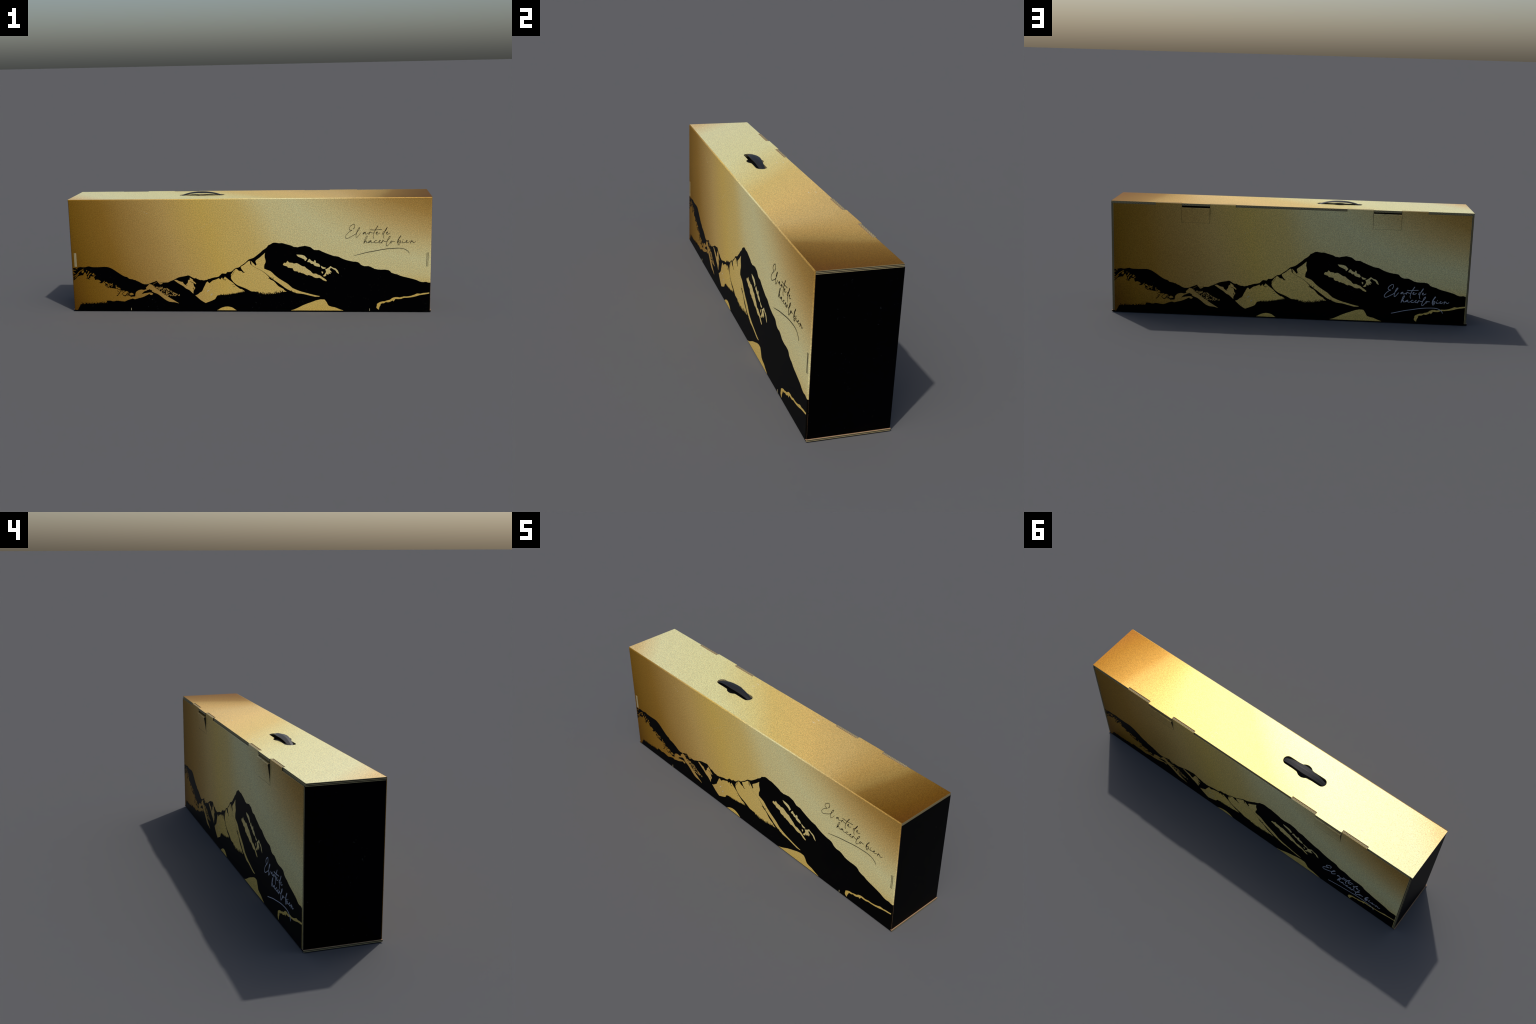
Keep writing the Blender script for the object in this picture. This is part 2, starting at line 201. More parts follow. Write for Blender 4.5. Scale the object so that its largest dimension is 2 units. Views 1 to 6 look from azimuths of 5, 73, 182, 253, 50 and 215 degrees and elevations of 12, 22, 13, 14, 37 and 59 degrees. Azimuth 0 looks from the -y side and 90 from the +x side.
# ------------------------------------------------------------------ node helpers
class Nodes:
    def __init__(self, name):
        self.mat = bpy.data.materials.new(name)
        self.mat.use_nodes = True
        self.t = self.mat.node_tree
        self.bsdf = self.t.nodes["Principled BSDF"]
        self.xyz = None

    def new(self, kind, **props):
        n = self.t.nodes.new(kind)
        for k, v in props.items():
            setattr(n, k, v)
        return n

    def put(self, socket, value):
        if isinstance(value, bpy.types.NodeSocket):
            self.t.links.new(value, socket)
        else:
            socket.default_value = value

    def math(self, op, a, b=0.0, c=0.0, clamp=False):
        n = self.new("ShaderNodeMath", operation=op, use_clamp=clamp)
        for s, v in zip(n.inputs, (a, b, c)):
            self.put(s, v)
        return n.outputs[0]

    def coords(self):
        if self.xyz is None:
            self.obj = self.new("ShaderNodeTexCoord").outputs["Object"]
            s = self.new("ShaderNodeSeparateXYZ")
            self.put(s.inputs[0], self.obj)
            self.xyz = s.outputs
        return self.xyz

    def step(self, x, lo, hi):
        n = self.new("ShaderNodeMapRange", interpolation_type="SMOOTHSTEP")
        for s, v in zip(n.inputs, (x, lo, hi, 0.0, 1.0)):
            self.put(s, v)
        return n.outputs[0]

    def noise(self, scale, detail=2.0, vec=None):
        self.coords()
        n = self.new("ShaderNodeTexNoise")
        self.put(n.inputs["Vector"], vec if vec is not None else self.obj)
        n.inputs["Scale"].default_value = scale
        n.inputs["Detail"].default_value = detail
        return n

    def ramp(self, fac, stops):
        n = self.new("ShaderNodeValToRGB")
        el = n.color_ramp.elements
        while len(el) < len(stops):
            el.new(0.5)
        for e, (p, c) in zip(el, stops):
            e.position = p
            e.color = (*c, 1.0)
        self.put(n.inputs[0], fac)
        return n.outputs[0]

    def mix(self, fac, a, b, blend="MIX"):
        n = self.new("ShaderNodeMix", data_type="RGBA", blend_type=blend)
        self.put(n.inputs[0], fac)
        for s, v in ((n.inputs[6], a), (n.inputs[7], b)):
            self.put(s, v if isinstance(v, bpy.types.NodeSocket) else (*v, 1.0))
        return n.outputs[2]


def srgb(r, g, b):
    return tuple((v / 255 / 12.92) if v <= 10 else ((v / 255 + 0.055) / 1.055) ** 2.4 for v in (r, g, b))


def lifted(stops, base, rise):
    """Stops are noted as seen in the light of the set; bring them back to surface colour."""
    out = []
    for p, c in stops:
        r, g, b = srgb(*c)
        k = base + rise * (0.3 * r + 0.6 * g + 0.1 * b)
        out.append((p, (min(0.95, r / k), min(0.95, g / k), min(0.95, max(0.002, b - 0.003) / k / 0.97))))
    return out


ROUGH = 0.46


def foil_finish(m, colour):
    """Brushed-on grain of the gold print: fine speckle in lightness and a little in hue."""
    n = m.noise(235.0, 2.0)
    lum = m.math("MULTIPLY_ADD", n.outputs[0], GRAIN, 1.0 - GRAIN * 0.5)
    tint = m.new("ShaderNodeCombineColor")
    h = m.noise(150.0, 1.0)
    hue = m.math("MULTIPLY_ADD", h.outputs[0], 0.18, 0.91)
    m.put(tint.inputs[0], lum)
    m.put(tint.inputs[1], m.math("MULTIPLY", lum, hue))
    m.put(tint.inputs[2], m.math("MULTIPLY", lum, m.math("MULTIPLY", hue, hue)))
    col = m.mix(1.0, colour, tint.outputs[0], "MULTIPLY")
    m.put(m.bsdf.inputs["Base Color"], col)
    # the deeper the bronze, the more it shines like metal; the pale champagne is duller
    bw = m.new("ShaderNodeRGBToBW")
    m.put(bw.inputs[0], colour)
    m.put(m.bsdf.inputs["Metallic"], m.math("MULTIPLY_ADD", bw.outputs[0], -0.55, 0.50, clamp=True))
    pale = m.step(bw.outputs[0], 0.25, 0.75)
    m.put(m.bsdf.inputs["Roughness"], m.math("MULTIPLY_ADD", pale, -0.06, ROUGH + 0.005))
    m.put(m.bsdf.inputs["Specular IOR Level"], m.math("MULTIPLY_ADD", pale, 0.25, 0.22))
    m.put(m.bsdf.inputs["Specular Tint"], m.mix(pale, (1.0, 0.78, 0.42), (1.0, 0.98, 0.92)))
    bump = m.new("ShaderNodeBump")
    bump.inputs["Strength"].default_value = 0.12
    bump.inputs["Distance"].default_value = 0.0006
    m.put(bump.inputs["Height"], m.noise(330.0, 2.0).outputs[0])
    m.put(m.bsdf.inputs["Normal"], bump.outputs[0])


GRAIN = 1.3
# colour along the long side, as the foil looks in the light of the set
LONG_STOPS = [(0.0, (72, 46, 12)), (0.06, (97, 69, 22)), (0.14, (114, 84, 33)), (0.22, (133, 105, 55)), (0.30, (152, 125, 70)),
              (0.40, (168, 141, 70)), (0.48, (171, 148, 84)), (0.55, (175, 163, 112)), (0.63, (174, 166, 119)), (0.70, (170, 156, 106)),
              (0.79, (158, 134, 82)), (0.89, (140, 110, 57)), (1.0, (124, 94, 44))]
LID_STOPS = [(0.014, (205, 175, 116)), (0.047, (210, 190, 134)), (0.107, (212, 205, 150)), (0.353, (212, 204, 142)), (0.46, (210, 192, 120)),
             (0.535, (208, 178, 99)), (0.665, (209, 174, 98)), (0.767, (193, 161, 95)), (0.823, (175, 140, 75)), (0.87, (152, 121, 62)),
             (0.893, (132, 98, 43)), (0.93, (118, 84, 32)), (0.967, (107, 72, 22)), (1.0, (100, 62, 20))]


def gold_long(name, side):
    """Gold gradient of a long side; side = +1 reads along +x, -1 along -x."""
    m = Nodes(name)
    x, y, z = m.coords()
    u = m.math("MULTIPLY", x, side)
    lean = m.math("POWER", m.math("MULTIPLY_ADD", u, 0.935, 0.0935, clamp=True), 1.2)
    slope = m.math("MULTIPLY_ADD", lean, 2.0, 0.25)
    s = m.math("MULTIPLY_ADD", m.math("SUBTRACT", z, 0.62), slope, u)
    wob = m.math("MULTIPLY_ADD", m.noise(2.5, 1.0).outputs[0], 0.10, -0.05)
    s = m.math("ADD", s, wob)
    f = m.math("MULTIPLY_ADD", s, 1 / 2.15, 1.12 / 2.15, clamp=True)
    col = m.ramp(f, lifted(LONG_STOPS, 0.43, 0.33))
    # the print bleeds black round the lower right-hand corner and the bottom crease
    corner = m.math("MULTIPLY", m.math("GREATER_THAN", u, 0.9885), m.math("LESS_THAN", z, SKYLINE[-1][1] / 1000))
    foil_finish(m, m.mix(corner, col, (0.0015, 0.0015, 0.0016)))
    return m.mat


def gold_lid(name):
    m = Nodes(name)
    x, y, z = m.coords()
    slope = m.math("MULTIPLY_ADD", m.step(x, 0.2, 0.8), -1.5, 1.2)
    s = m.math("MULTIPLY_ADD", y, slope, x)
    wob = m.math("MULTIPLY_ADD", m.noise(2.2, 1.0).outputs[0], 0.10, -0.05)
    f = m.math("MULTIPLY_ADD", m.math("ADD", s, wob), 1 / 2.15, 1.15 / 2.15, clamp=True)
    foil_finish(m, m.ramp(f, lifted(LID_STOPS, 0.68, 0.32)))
    return m.mat


def raw_board(name, across, start, along=None, tint=(0.44, 0.36, 0.185)):
    """Cut edge of double-wall board. across: axis of the thickness, start: where it begins,
    along: axis the flutes wave along (None where the cut runs with the flutes)."""
    m = Nodes(name)
    ax = m.coords()
    v = m.math("DIVIDE", m.math("SUBTRACT", ax[across], start), BOARD)
    dist = None
    for c in (0.05, 0.5, 0.95):
        d = m.math("ABSOLUTE", m.math("SUBTRACT", v, c))
        dist = d if dist is None else m.math("MINIMUM", dist, d)
    if along is not None:
        wave = m.math("MULTIPLY", m.math("SINE", m.math("MULTIPLY", ax[along], 2 * math.pi / 0.0165)), 0.16)
        for c, sgn in ((0.28, 1), (0.72, -1)):
            d = m.math("ABSOLUTE", m.math("SUBTRACT", v, m.math("MULTIPLY_ADD", wave, sgn, c)))
            dist = m.math("MINIMUM", dist, d)
    hollow = m.step(dist, 0.06, 0.125)
    rough = m.noise(160.0, 2.0).outputs[0]
    light = m.mix(m.math("MULTIPLY", rough, 0.5), tint, tuple(c * 0.6 for c in tint))
    m.put(m.bsdf.inputs["Base Color"], m.mix(hollow, light, (0.035, 0.028, 0.016)))
    m.bsdf.inputs["Roughness"].default_value = 0.9
    m.bsdf.inputs["Specular IOR Level"].default_value = 0.2
    return m.mat


def plain(name, colour, rough, metal=0.0, spec=0.5):
    m = Nodes(name)
    g = m.noise(90.0, 3.0).outputs[0]
    m.put(m.bsdf.inputs["Base Color"], m.mix(g, tuple(c * 0.85 for c in colour), tuple(min(1, c * 1.15) for c in colour)))
    m.bsdf.inputs["Roughness"].default_value = rough
    m.bsdf.inputs["Metallic"].default_value = metal
    m.bsdf.inputs["Specular IOR Level"].default_value = spec
    return m.mat


def black_ink(name):
    """Dead-black print with a few rubbed specks."""
    m = Nodes(name)
    spot = m.step(m.noise(120.0, 3.0).outputs[0], 0.66, 0.80)
    zone = m.step(m.noise(9.0, 2.0).outputs[0], 0.44, 0.64)
    m.put(m.bsdf.inputs["Base Color"], m.mix(m.math("MULTIPLY", spot, zone), (0.0022, 0.0022, 0.0025), (0.045, 0.048, 0.05)))
    m.bsdf.inputs["Metallic"].default_value = 1.0
    m.bsdf.inputs["Roughness"].default_value = 0.62
    return m.mat


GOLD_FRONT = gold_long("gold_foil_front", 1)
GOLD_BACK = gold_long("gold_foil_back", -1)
GOLD_LID = gold_lid("gold_foil_lid")
INK = black_ink("black_print")
KRAFT = plain("kraft_liner", (0.34, 0.20, 0.115), 0.85, spec=0.2)
TAN = plain("kraft_edge", (0.44, 0.37, 0.20), 0.9, spec=0.2)
PALE = plain("lavender_print", (0.43, 0.445, 0.50), 0.6, spec=0.2)
SCUFF = plain("scuffed_foil", (0.60, 0.55, 0.40), 0.6)
WORN = plain("worn_foil", (0.78, 0.72, 0.50), 0.5)
PLASTIC = plain("black_plastic", (0.014, 0.014, 0.015), 0.5, spec=0.35)
POCKET = plain("black_pocket", (0.004, 0.004, 0.0045), 0.65, spec=0.25)
CREASE = plain("dark_crease_line", (0.075, 0.058, 0.026), 0.8, spec=0.2)
CHIP = plain("flap_edge", (0.35, 0.30, 0.165), 0.9, spec=0.2)
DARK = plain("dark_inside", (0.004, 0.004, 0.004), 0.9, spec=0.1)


# ------------------------------------------------------------------ mesh helpers
def add(name, mesh, parent, mats, kind=None):
    ob = bpy.data.objects.new(name, mesh)
    bpy.context.scene.collection.objects.link(ob)
    for m in mats:
        mesh.materials.append(m)
    ob.parent = parent
    if kind:
        ob["kind"] = kind
    return ob


def finish(name, bm, parent, mats, pick=None, smooth=False, kind=None):
    bmesh.ops.recalc_face_normals(bm, faces=bm.faces)
    if pick:
        for f in bm.faces:
            f.material_index = pick(f.normal, f.calc_center_median())
    for f in bm.faces:
        f.smooth = smooth
    mesh = bpy.data.meshes.new(name)
    bm.to_mesh(mesh)
    bm.free()
    return add(name, mesh, parent, mats, kind)


def slab(x0, x1, y0, y1, z0, z1):
    bm = bmesh.new()
    bmesh.ops.create_cube(bm, size=1.0)
    for v in bm.verts:
        v.co = Vector(((x0 + x1) / 2 + v.co.x * (x1 - x0), (y0 + y1) / 2 + v.co.y * (y1 - y0), (z0 + z1) / 2 + v.co.z * (z1 - z0)))
    return bm


def round_edges(bm, test, radius, seg=4):
    es = [e for e in bm.edges if test(*(v.co for v in e.verts))]
    bmesh.ops.bevel(bm, geom=es, offset=radius, segments=seg, profile=0.5, affect="EDGES")


def cut_sheet(outlines, thick, soft=0.0):
    """A board cut to an outline with holes (first outline outside); returns a bmesh lying in the
    xy plane between z = -thick/2 and +thick/2."""
    cu = bpy.data.curves.new("cut", "CURVE")
    cu.dimensions = "2D"
    cu.fill_mode = "BOTH"
    cu.extrude = thick / 2 - soft
    if soft:
        cu.bevel_depth = soft
        cu.offset = -soft
        cu.bevel_resolution = 2
    for pts in outlines:
        sp = cu.splines.new("POLY")
        sp.points.add(len(pts) - 1)
        for p, (x, y) in zip(sp.points, pts):
            p.co = (x, y, 0, 1)
        sp.use_cyclic_u = True
    ob = bpy.data.objects.new("cut", cu)
    me = bpy.data.meshes.new_from_object(ob)
    bm = bmesh.new()
    bm.from_mesh(me)
    bpy.data.objects.remove(ob)
    bpy.data.curves.remove(cu)
    bpy.data.meshes.remove(me)
    bmesh.ops.remove_doubles(bm, verts=bm.verts, dist=1e-6)
    return bm


# ------------------------------------------------------------------ the print (thin layers of ink on the board)
def soften(pts, closed=True, sub=3):
    """Centripetal-like smoothing through the control points, sharp turns stay sharp."""
    n = len(pts)
    out = []
    rngi = range(n) if closed else range(n - 1)

    def tangent(i):
        if not closed and (i == 0 or i == n - 1):
            return None
        a, b, c = (Vector(pts[(i + k) % n][:2]) for k in (-1, 0, 1))
        d0, d1 = b - a, c - b
        l0, l1 = d0.length, d1.length
        if l0 < 1e-9 or l1 < 1e-9 or d0.angle(d1) > math.radians(48):
            return None
        return (d0 / l0 * l1 + d1 / l1 * l0) / (l0 + l1)

    for i in rngi:
        p, q = pts[i], pts[(i + 1) % n]
        a, b = Vector(p[:2]), Vector(q[:2])
        L = (b - a).length
        t0, t1 = tangent(i), tangent((i + 1) % n)
        d = (b - a) / L if L > 1e-9 else Vector((0, 0))
        t0 = d if t0 is None else t0
        t1 = d if t1 is None else t1
        for k in range(sub):
            s = k / sub
            h = (1 + 2 * s) * (1 - s) ** 2 * a + s * (1 - s) ** 2 * L * t0 + s * s * (3 - 2 * s) * b + s * s * (s - 1) * L * t1
            w = [p[j] * (1 - s) + q[j] * s for j in range(2, len(p))]
            out.append((h.x, h.y, *w))
    if not closed:
        out.append(pts[-1])
    return out


class Print:
    """Places printed shapes on the front (+1) or the back (-1) face."""

    def __init__(self, side, limit):
        self.side, self.limit = side, limit

    def at(self, u, v, h):
        u = max(-self.limit, min(self.limit, u))
        v = max(0.0058, v)
        return Vector((u, FRONT - h, v)) if self.side > 0 else Vector((-u, BACK + h, v))

    def patch(self, bm, pts, h, base=0.0):
        """Closed outline in metres -> a thin solid of ink standing h proud."""
        flat = []
        for u, v in pts:
            u = max(-self.limit, min(self.limit, u))
            v = max(0.0058, v)
            if not flat or (Vector(flat[-1]) - Vector((u, v))).length > 2e-5:
                flat.append((u, v))
        tris = geometry.tessellate_polygon([[Vector((u, v, 0)) for u, v in flat]])
        top = [bm.verts.new(self.at(u, v, h)) for u, v in flat]
        low = [bm.verts.new(self.at(u, v, base)) for u, v in flat]
        out = Vector((0, -self.side, 0))
        for t in tris:
            if len(set(t)) < 3:
                continue
            a, b, c = (top[i] for i in t)
            if (b.co - a.co).cross(c.co - a.co).length < 1e-12:
                continue
            try:
                f = bm.faces.new((a, b, c))
            except ValueError:
                continue
            f.normal_update()
            if f.normal.dot(out) < 0:
                f.normal_flip()
        n = len(flat)
        for i in range(n):
            j = (i + 1) % n
            try:
                bm.faces.new((top[i], top[j], low[j], low[i]))
            except ValueError:
                pass

    def stroke(self, bm, pts, h, base=0.0, gain=1.0, floor=0.0):
        """A pen stroke through (u, v, width) points in mm, round ended."""
        line = [(a / 1000, b / 1000, max(floor, c * gain) / 2000) for a, b, c in soften(pts, closed=False, sub=4)]
        left, right = [], []
        n = len(line)
        for i, (u, v, w) in enumerate(line):
            p, q = line[max(0, i - 1)], line[min(n - 1, i + 1)]
            d = Vector((q[0] - p[0], q[1] - p[1]))
            d = d.normalized() if d.length > 1e-9 else Vector((1, 0))
            m = Vector((-d.y, d.x)) * w
            left.append((u + m.x, v + m.y))
            right.append((u - m.x, v - m.y))
        def quad(ring):
            top = [bm.verts.new(self.at(u, v, h)) for u, v in ring]
            low = [bm.verts.new(self.at(u, v, base)) for u, v in ring]
            f = bm.faces.new(top)
            f.normal_update()
            if f.normal.dot(Vector((0, -self.side, 0))) < 0:
                f.normal_flip()
            k = len(ring)
            for i in range(k):
                bm.faces.new((top[i], top[(i + 1) % k], low[(i + 1) % k], low[i]))
        for i in range(n - 1):
            quad([left[i], left[i + 1], right[i + 1], right[i]])
        for k in (0, n - 1):
            u, v, w = line[k]
            quad([(u + w * math.cos(a), v + w * math.sin(a)) for a in (i * math.pi / 4 + 0.1 for i in range(8))])

    def done(self, name, bm, parent, mat, kind=None):
        mesh = bpy.data.meshes.new(name)
        bm.to_mesh(mesh)
        bm.free()
        return add(name, mesh, parent, [mat], kind)


def along(path, t):
    """Point at fraction t of a polyline given in mm."""
    pts = [Vector(p) for p in path]
    lens = [(b - a).length for a, b in zip(pts, pts[1:])]
    s = t * sum(lens)
    for a, b, l in zip(pts, pts[1:], lens):
        if s <= l:
            return a + (b - a) * (s / l)
        s -= l
    return pts[-1]


# woods along the foot of the snow: where small twigs of ink reach up into the gold
WOODS = [
    ([(-949, 38), (-923, 39), (-865, 41), (-838, 43), (-803, 46)], 60, 12.0, 2.2),
    ([(-163, 92), (-114, 94), (-71, 101), (-43, 107), (-20, 112)], 54, 9.0, 2.2),
    ([(46, 107), (65, 98), (107, 95), (141, 98), (164, 103), (193, 110)], 80, 14.0, 2.3),
    ([(212, 124), (238, 112), (256, 105)], 14, 8.0, 2.1),
]
FLECK_FIELD = [(-543, 150), (-495, 132), (-457, 131), (-432, 113), (-377, 89), (-466, 86), (-492, 104), (-522, 130)]


def mm(pts):
    return [(p[0] / 1000, p[1] / 1000) for p in pts]


def print_picture(side, limit, panel, gold, letters, letter_gain, letter_floor, place):
    pr = Print(side, limit)
    r = random.Random(11)
    L1, L2, L3, L4 = 0.0003, 0.0006, 0.0009, 0.0012
    # 1 the dark range, skyline to foot
    bm = bmesh.new()
    sky = soften(SKYLINE, closed=False, sub=2)
    pr.patch(bm, mm([(-1000, sky[0][1])] + sky + [(1000, sky[-1][1]), (1000, 0), (-1000, 0)]), L1)
    pr.done("mountain_range", bm, panel, INK)
    # 2 gold showing through: snow, meadows, river
    names = {"river": "river", "foot_mound": "foothill", "foot_hill": "foothill", "hill_meadow": "meadow"}
    for key, pts in GOLD_PATCHES.items():
        bm = bmesh.new()
        pr.patch(bm, mm(soften(pts, sub=2)), L2)
        pr.done(names.get(key, "snow_patch"), bm, panel, gold)
    bm = bmesh.new()
    for st in GOLD_STROKES:
        pr.stroke(bm, st, L2)
    poly = [Vector(p) for p in FLECK_FIELD]
    made = 0
    while made < 165:
        p = Vector((r.uniform(-545, -375), r.uniform(88, 154)))
        if geometry.intersect_point_tri_2d(p, *poly[:3]) or inside(p, poly):
            ang = r.gauss(0.7, 0.9)
            ln = r.uniform(1.2, 3.8)
            d = Vector((math.cos(ang), math.sin(ang))) * ln
            bend = Vector((-d.y, d.x)) * r.uniform(-0.4, 0.4)
            pr.stroke(bm, [(*(p - d), r.uniform(1.0, 2.0)), (*(p + bend), r.uniform(1.8, 3.2)), (*(p + d), r.uniform(0.8, 2.0))], L2 + 0.00002 * (made % 7))
            made += 1
    for i in range(9):
        p = Vector((-538 + i * 2.6, 155 + i * 1.5 + r.uniform(-2, 2)))
        pr.stroke(bm, [(*p, 1.4), (p.x + r.uniform(-1, 1.5), p.y + r.uniform(0.5, 2), 1.6)], L2)
    pr.done("scrub_fleck", bm, panel, gold, "stuff")
    # 3 ink over the gold: gullies, shrubs, woods
    bm = bmesh.new()
    for st in INK_STROKES:
        pr.stroke(bm, st, L3, floor=1.2)
    for path, count, height, width in WOODS:
        for i in range(count):
            p = along(path, (i + r.uniform(0.1, 0.9)) / count)
            hgt = height * r.uniform(0.25, 1.0)
            lean = r.uniform(-1.5, 1.5) * hgt
            tip = Vector((p.x + lean, p.y + hgt))
            mid = (p + tip) / 2 + Vector((r.uniform(-1, 1), r.uniform(-1, 1))) * 0.3 * hgt
            pr.stroke(bm, [(p.x, p.y - 2.5, width * 1.3), (mid.x, mid.y, width * r.uniform(0.7, 1.1)), (tip.x, tip.y, width * 0.5)], L3 + 0.00001 * (i % 9))
    pr.done("ink_scrub", bm, panel, INK, "stuff")
    # 4 the hand-written line
    for word, strokes in WRITING.items():
        bm = bmesh.new()
        for k, st in enumerate(strokes):
            pts = [(*place(a, b), c) for a, b, c in st]
            pr.stroke(bm, pts, L4 + 0.00003 * k, gain=letter_gain, floor=letter_floor)
        pr.done("underline" if word == "flourish" else "lettering", bm, panel, letters)
    # 5 scuffs in the foil
    bm = bmesh.new()
    for cu, cv, dx, dy in ((-225, 116, 6, 5), (-212, 98, -6, -5)):
        pr.stroke(bm, [(cu - dx, cv - dy, 2.0), (cu - dx * 0.7, cv + dy * 0.6, 3.4), (cu + dx * 0.6, cv + dy, 2.6)], L2 + 0.0002)
    for x0, y0, x1, y1, k in ((-585, 572, -550, 552, 5), (-262, 470, -186, 520, 8)):
        for i in range(k):
            t = (i + r.random()) / k
            x, y = x0 + (x1 - x0) * t, y0 + (y1 - y0) * t
            pr.stroke(bm, [(x, y, 0.8), (x + r.uniform(1, 5), y + r.uniform(-2, 5), 1.2)], 0.0002)
    pr.done("scuff_mark", bm, panel, SCUFF if side > 0 else SCUFF, "stuff")


def inside(p, poly):
    hit = False
    for a, b in zip(poly, poly[1:] + poly[:1]):
        if (a.y > p.y) != (b.y > p.y) and p.x < (b.x - a.x) * (p.y - a.y) / (b.y - a.y) + a.x:
            hit = not hit
    return hit


# ------------------------------------------------------------------ the box
root = bpy.data.objects.new("carrying_box", None)
bpy.context.scene.collection.objects.link(root)
root.rotation_euler = (0, 0, TURN)
root["label"] = "long gold cardboard box with black mountain print and strap"
root["category"] = "cardboard box"

# raw edges of the boards
EDGE_BACK_FLUTE = raw_board("raw_edge_lid_back", 2, TOP - BOARD, 0)
EDGE_LID_END = raw_board("raw_edge_lid_end", 2, TOP - BOARD)
EDGE_BASE_END = raw_board("raw_edge_base_end", 2, -BOARD + BASE)
EDGE_FINGER = raw_board("raw_edge_finger", 1, BACK - BOARD, 0)
EDGE_FINGER_END = raw_board("raw_edge_finger_end", 1, BACK - BOARD)
EDGE_SIDE_R = raw_board("raw_edge_side_right", 0, SIDE - BOARD + 0.001)
EDGE_SIDE_L = raw_board("raw_edge_side_left", 0, -SIDE - 0.001)

# front panel: rounded creases along the top and both upright edges
R = 0.0048
bm = slab(-HX, HX, FRONT, FRONT + BOARD, BASE, TOP)
front = lambda c: c.y < FRONT + 1e-5
round_edges(bm, lambda a, b: front(a) and front(b) and not (a.z < BASE + 1e-4 and b.z < BASE + 1e-4), R, 8)
for v in bm.verts:                       # the inner top edge tucks in under the lid
    if v.co.y > FRONT + BOARD - 1e-5 and v.co.z > TOP - 1e-5:
        v.co.z -= 0.008
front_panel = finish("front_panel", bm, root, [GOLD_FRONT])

# back panel: cut with four fingers that come up through notches of the lid and two openings for the lock tabs
FINGERS = [(-0.7475, -0.6035), (-0.4490, -0.3055), (0.3060, 0.4480), (0.6040, 0.7480)]
LOW, FTOP, TAB_FOOT = 0.6216, 0.6343, 0.529
BX = SIDE - BOARD + 0.001
pts = [(-BX, BASE), (BX, BASE), (BX, LOW)]
for a, b in reversed(FINGERS):
    pts += [(b, LOW), (b, FTOP), (a, FTOP), (a, LOW)]
pts += [(-BX, LOW)]
# the two lock tab openings lie between the finger pairs, cut down to the tab crease
clean, gaps = [], [(-0.6035, -0.4490), (0.4480, 0.6040)]
for p in pts:
    clean.append(p)
out = []
for p in clean:
    for a, b in gaps:
        if abs(p[1] - LOW) < 1e-6 and (abs(p[0] - a) < 1e-4 or abs(p[0] - b) < 1e-4):
            p = (p[0], TAB_FOOT)
    out.append(p)
bm = cut_sheet([out], BOARD, 0.0012)
for v in bm.verts:                       # stand the sheet up: (x, y) -> (x, z)
    v.co = Vector((v.co.x, BACK - BOARD / 2 + v.co.z, v.co.y))
def back_pick(n, c):
    if c.y > BACK - 0.0011:
        return 0
    if c.y < BACK - BOARD + 0.0011:
        return 3
    return 1 if abs(n.z) > 0.6 else 2
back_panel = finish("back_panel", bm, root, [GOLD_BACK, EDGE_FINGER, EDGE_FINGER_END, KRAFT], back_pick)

# lock tabs: hinged at the foot, the upper rim swells outwards and rolls in at the top
def lock_tab(x0, x1, top):
    bm = bmesh.new()
    nx, nz = 12, 14
    rows = []
    for j in range(nz + 1):
        t = j / nz
        row = []
        for i in range(nx + 1):
            s = i / nx
            bulge = 0.0098 * t ** 1.4 * (1.0 - 0.3 * s)
            z = TAB_FOOT + (top - TAB_FOOT) * t
            row.append((x0 + (x1 - x0) * s, BACK + bulge, z))
        rows.append(row)
    roll = []
    for k in range(1, 5):
        a = k / 4 * math.pi / 2
        roll.append([(x, y - 0.004 * (1 - math.cos(a)), z + 0.004 * math.sin(a)) for x, y, z in rows[-1]])
    rows += roll
    outer = [[bm.verts.new(p) for p in row] for row in rows]
    inner = [[bm.verts.new((x, y - BOARD, z)) for x, y, z in row] for row in rows]
    for g, grid in ((0, outer), (1, inner)):
        for a, b in zip(grid, grid[1:]):
            for i in range(nx):
                bm.faces.new((a[i], a[i + 1], b[i + 1], b[i]))
    for i in range(nx):
        bm.faces.new((outer[0][i], outer[0][i + 1], inner[0][i + 1], inner[0][i]))
        bm.faces.new((outer[-1][i], outer[-1][i + 1], inner[-1][i + 1], inner[-1][i]))
    for o, n in zip(zip(outer, outer[1:]), zip(inner, inner[1:])):
        for i in (0, nx):
            bm.faces.new((o[0][i], o[1][i], n[1][i], n[0][i]))
    finish("lock_tab", bm, back_panel, [GOLD_BACK, EDGE_FINGER_END],
                 lambda n, c: 1 if abs(n.x) > 0.7 else 0, smooth=False)
    # small slot cut where the tab is pushed in
    bm = bmesh.new()
    xm = (x0 + x1) / 2
    for dx, z in ((-0.003, top + 0.0016), (0.004, top - 0.001)):
        b2 = slab(xm + dx - 0.028, xm + dx + 0.024, BACK + 0.0060, BACK + 0.0078, z - 0.0006, z + 0.0006)
        tmp = bpy.data.meshes.new("t")
        b2.to_mesh(tmp)
        b2.free()
        bm.from_mesh(tmp)
        bpy.data.meshes.remove(tmp)
    finish("tab_slit", bm, back_panel, [DARK])
    finish("tab_crease", slab(x0 - 0.001, x1 + 0.001, BACK - 0.001, BACK + 0.0002, TAB_FOOT - 0.0006, TAB_FOOT + 0.0002), back_panel, [CREASE])

for a, b in gaps:
    lock_tab(a + 0.0009, b - 0.0009, 0.6085 if a > 0 else 0.6110)

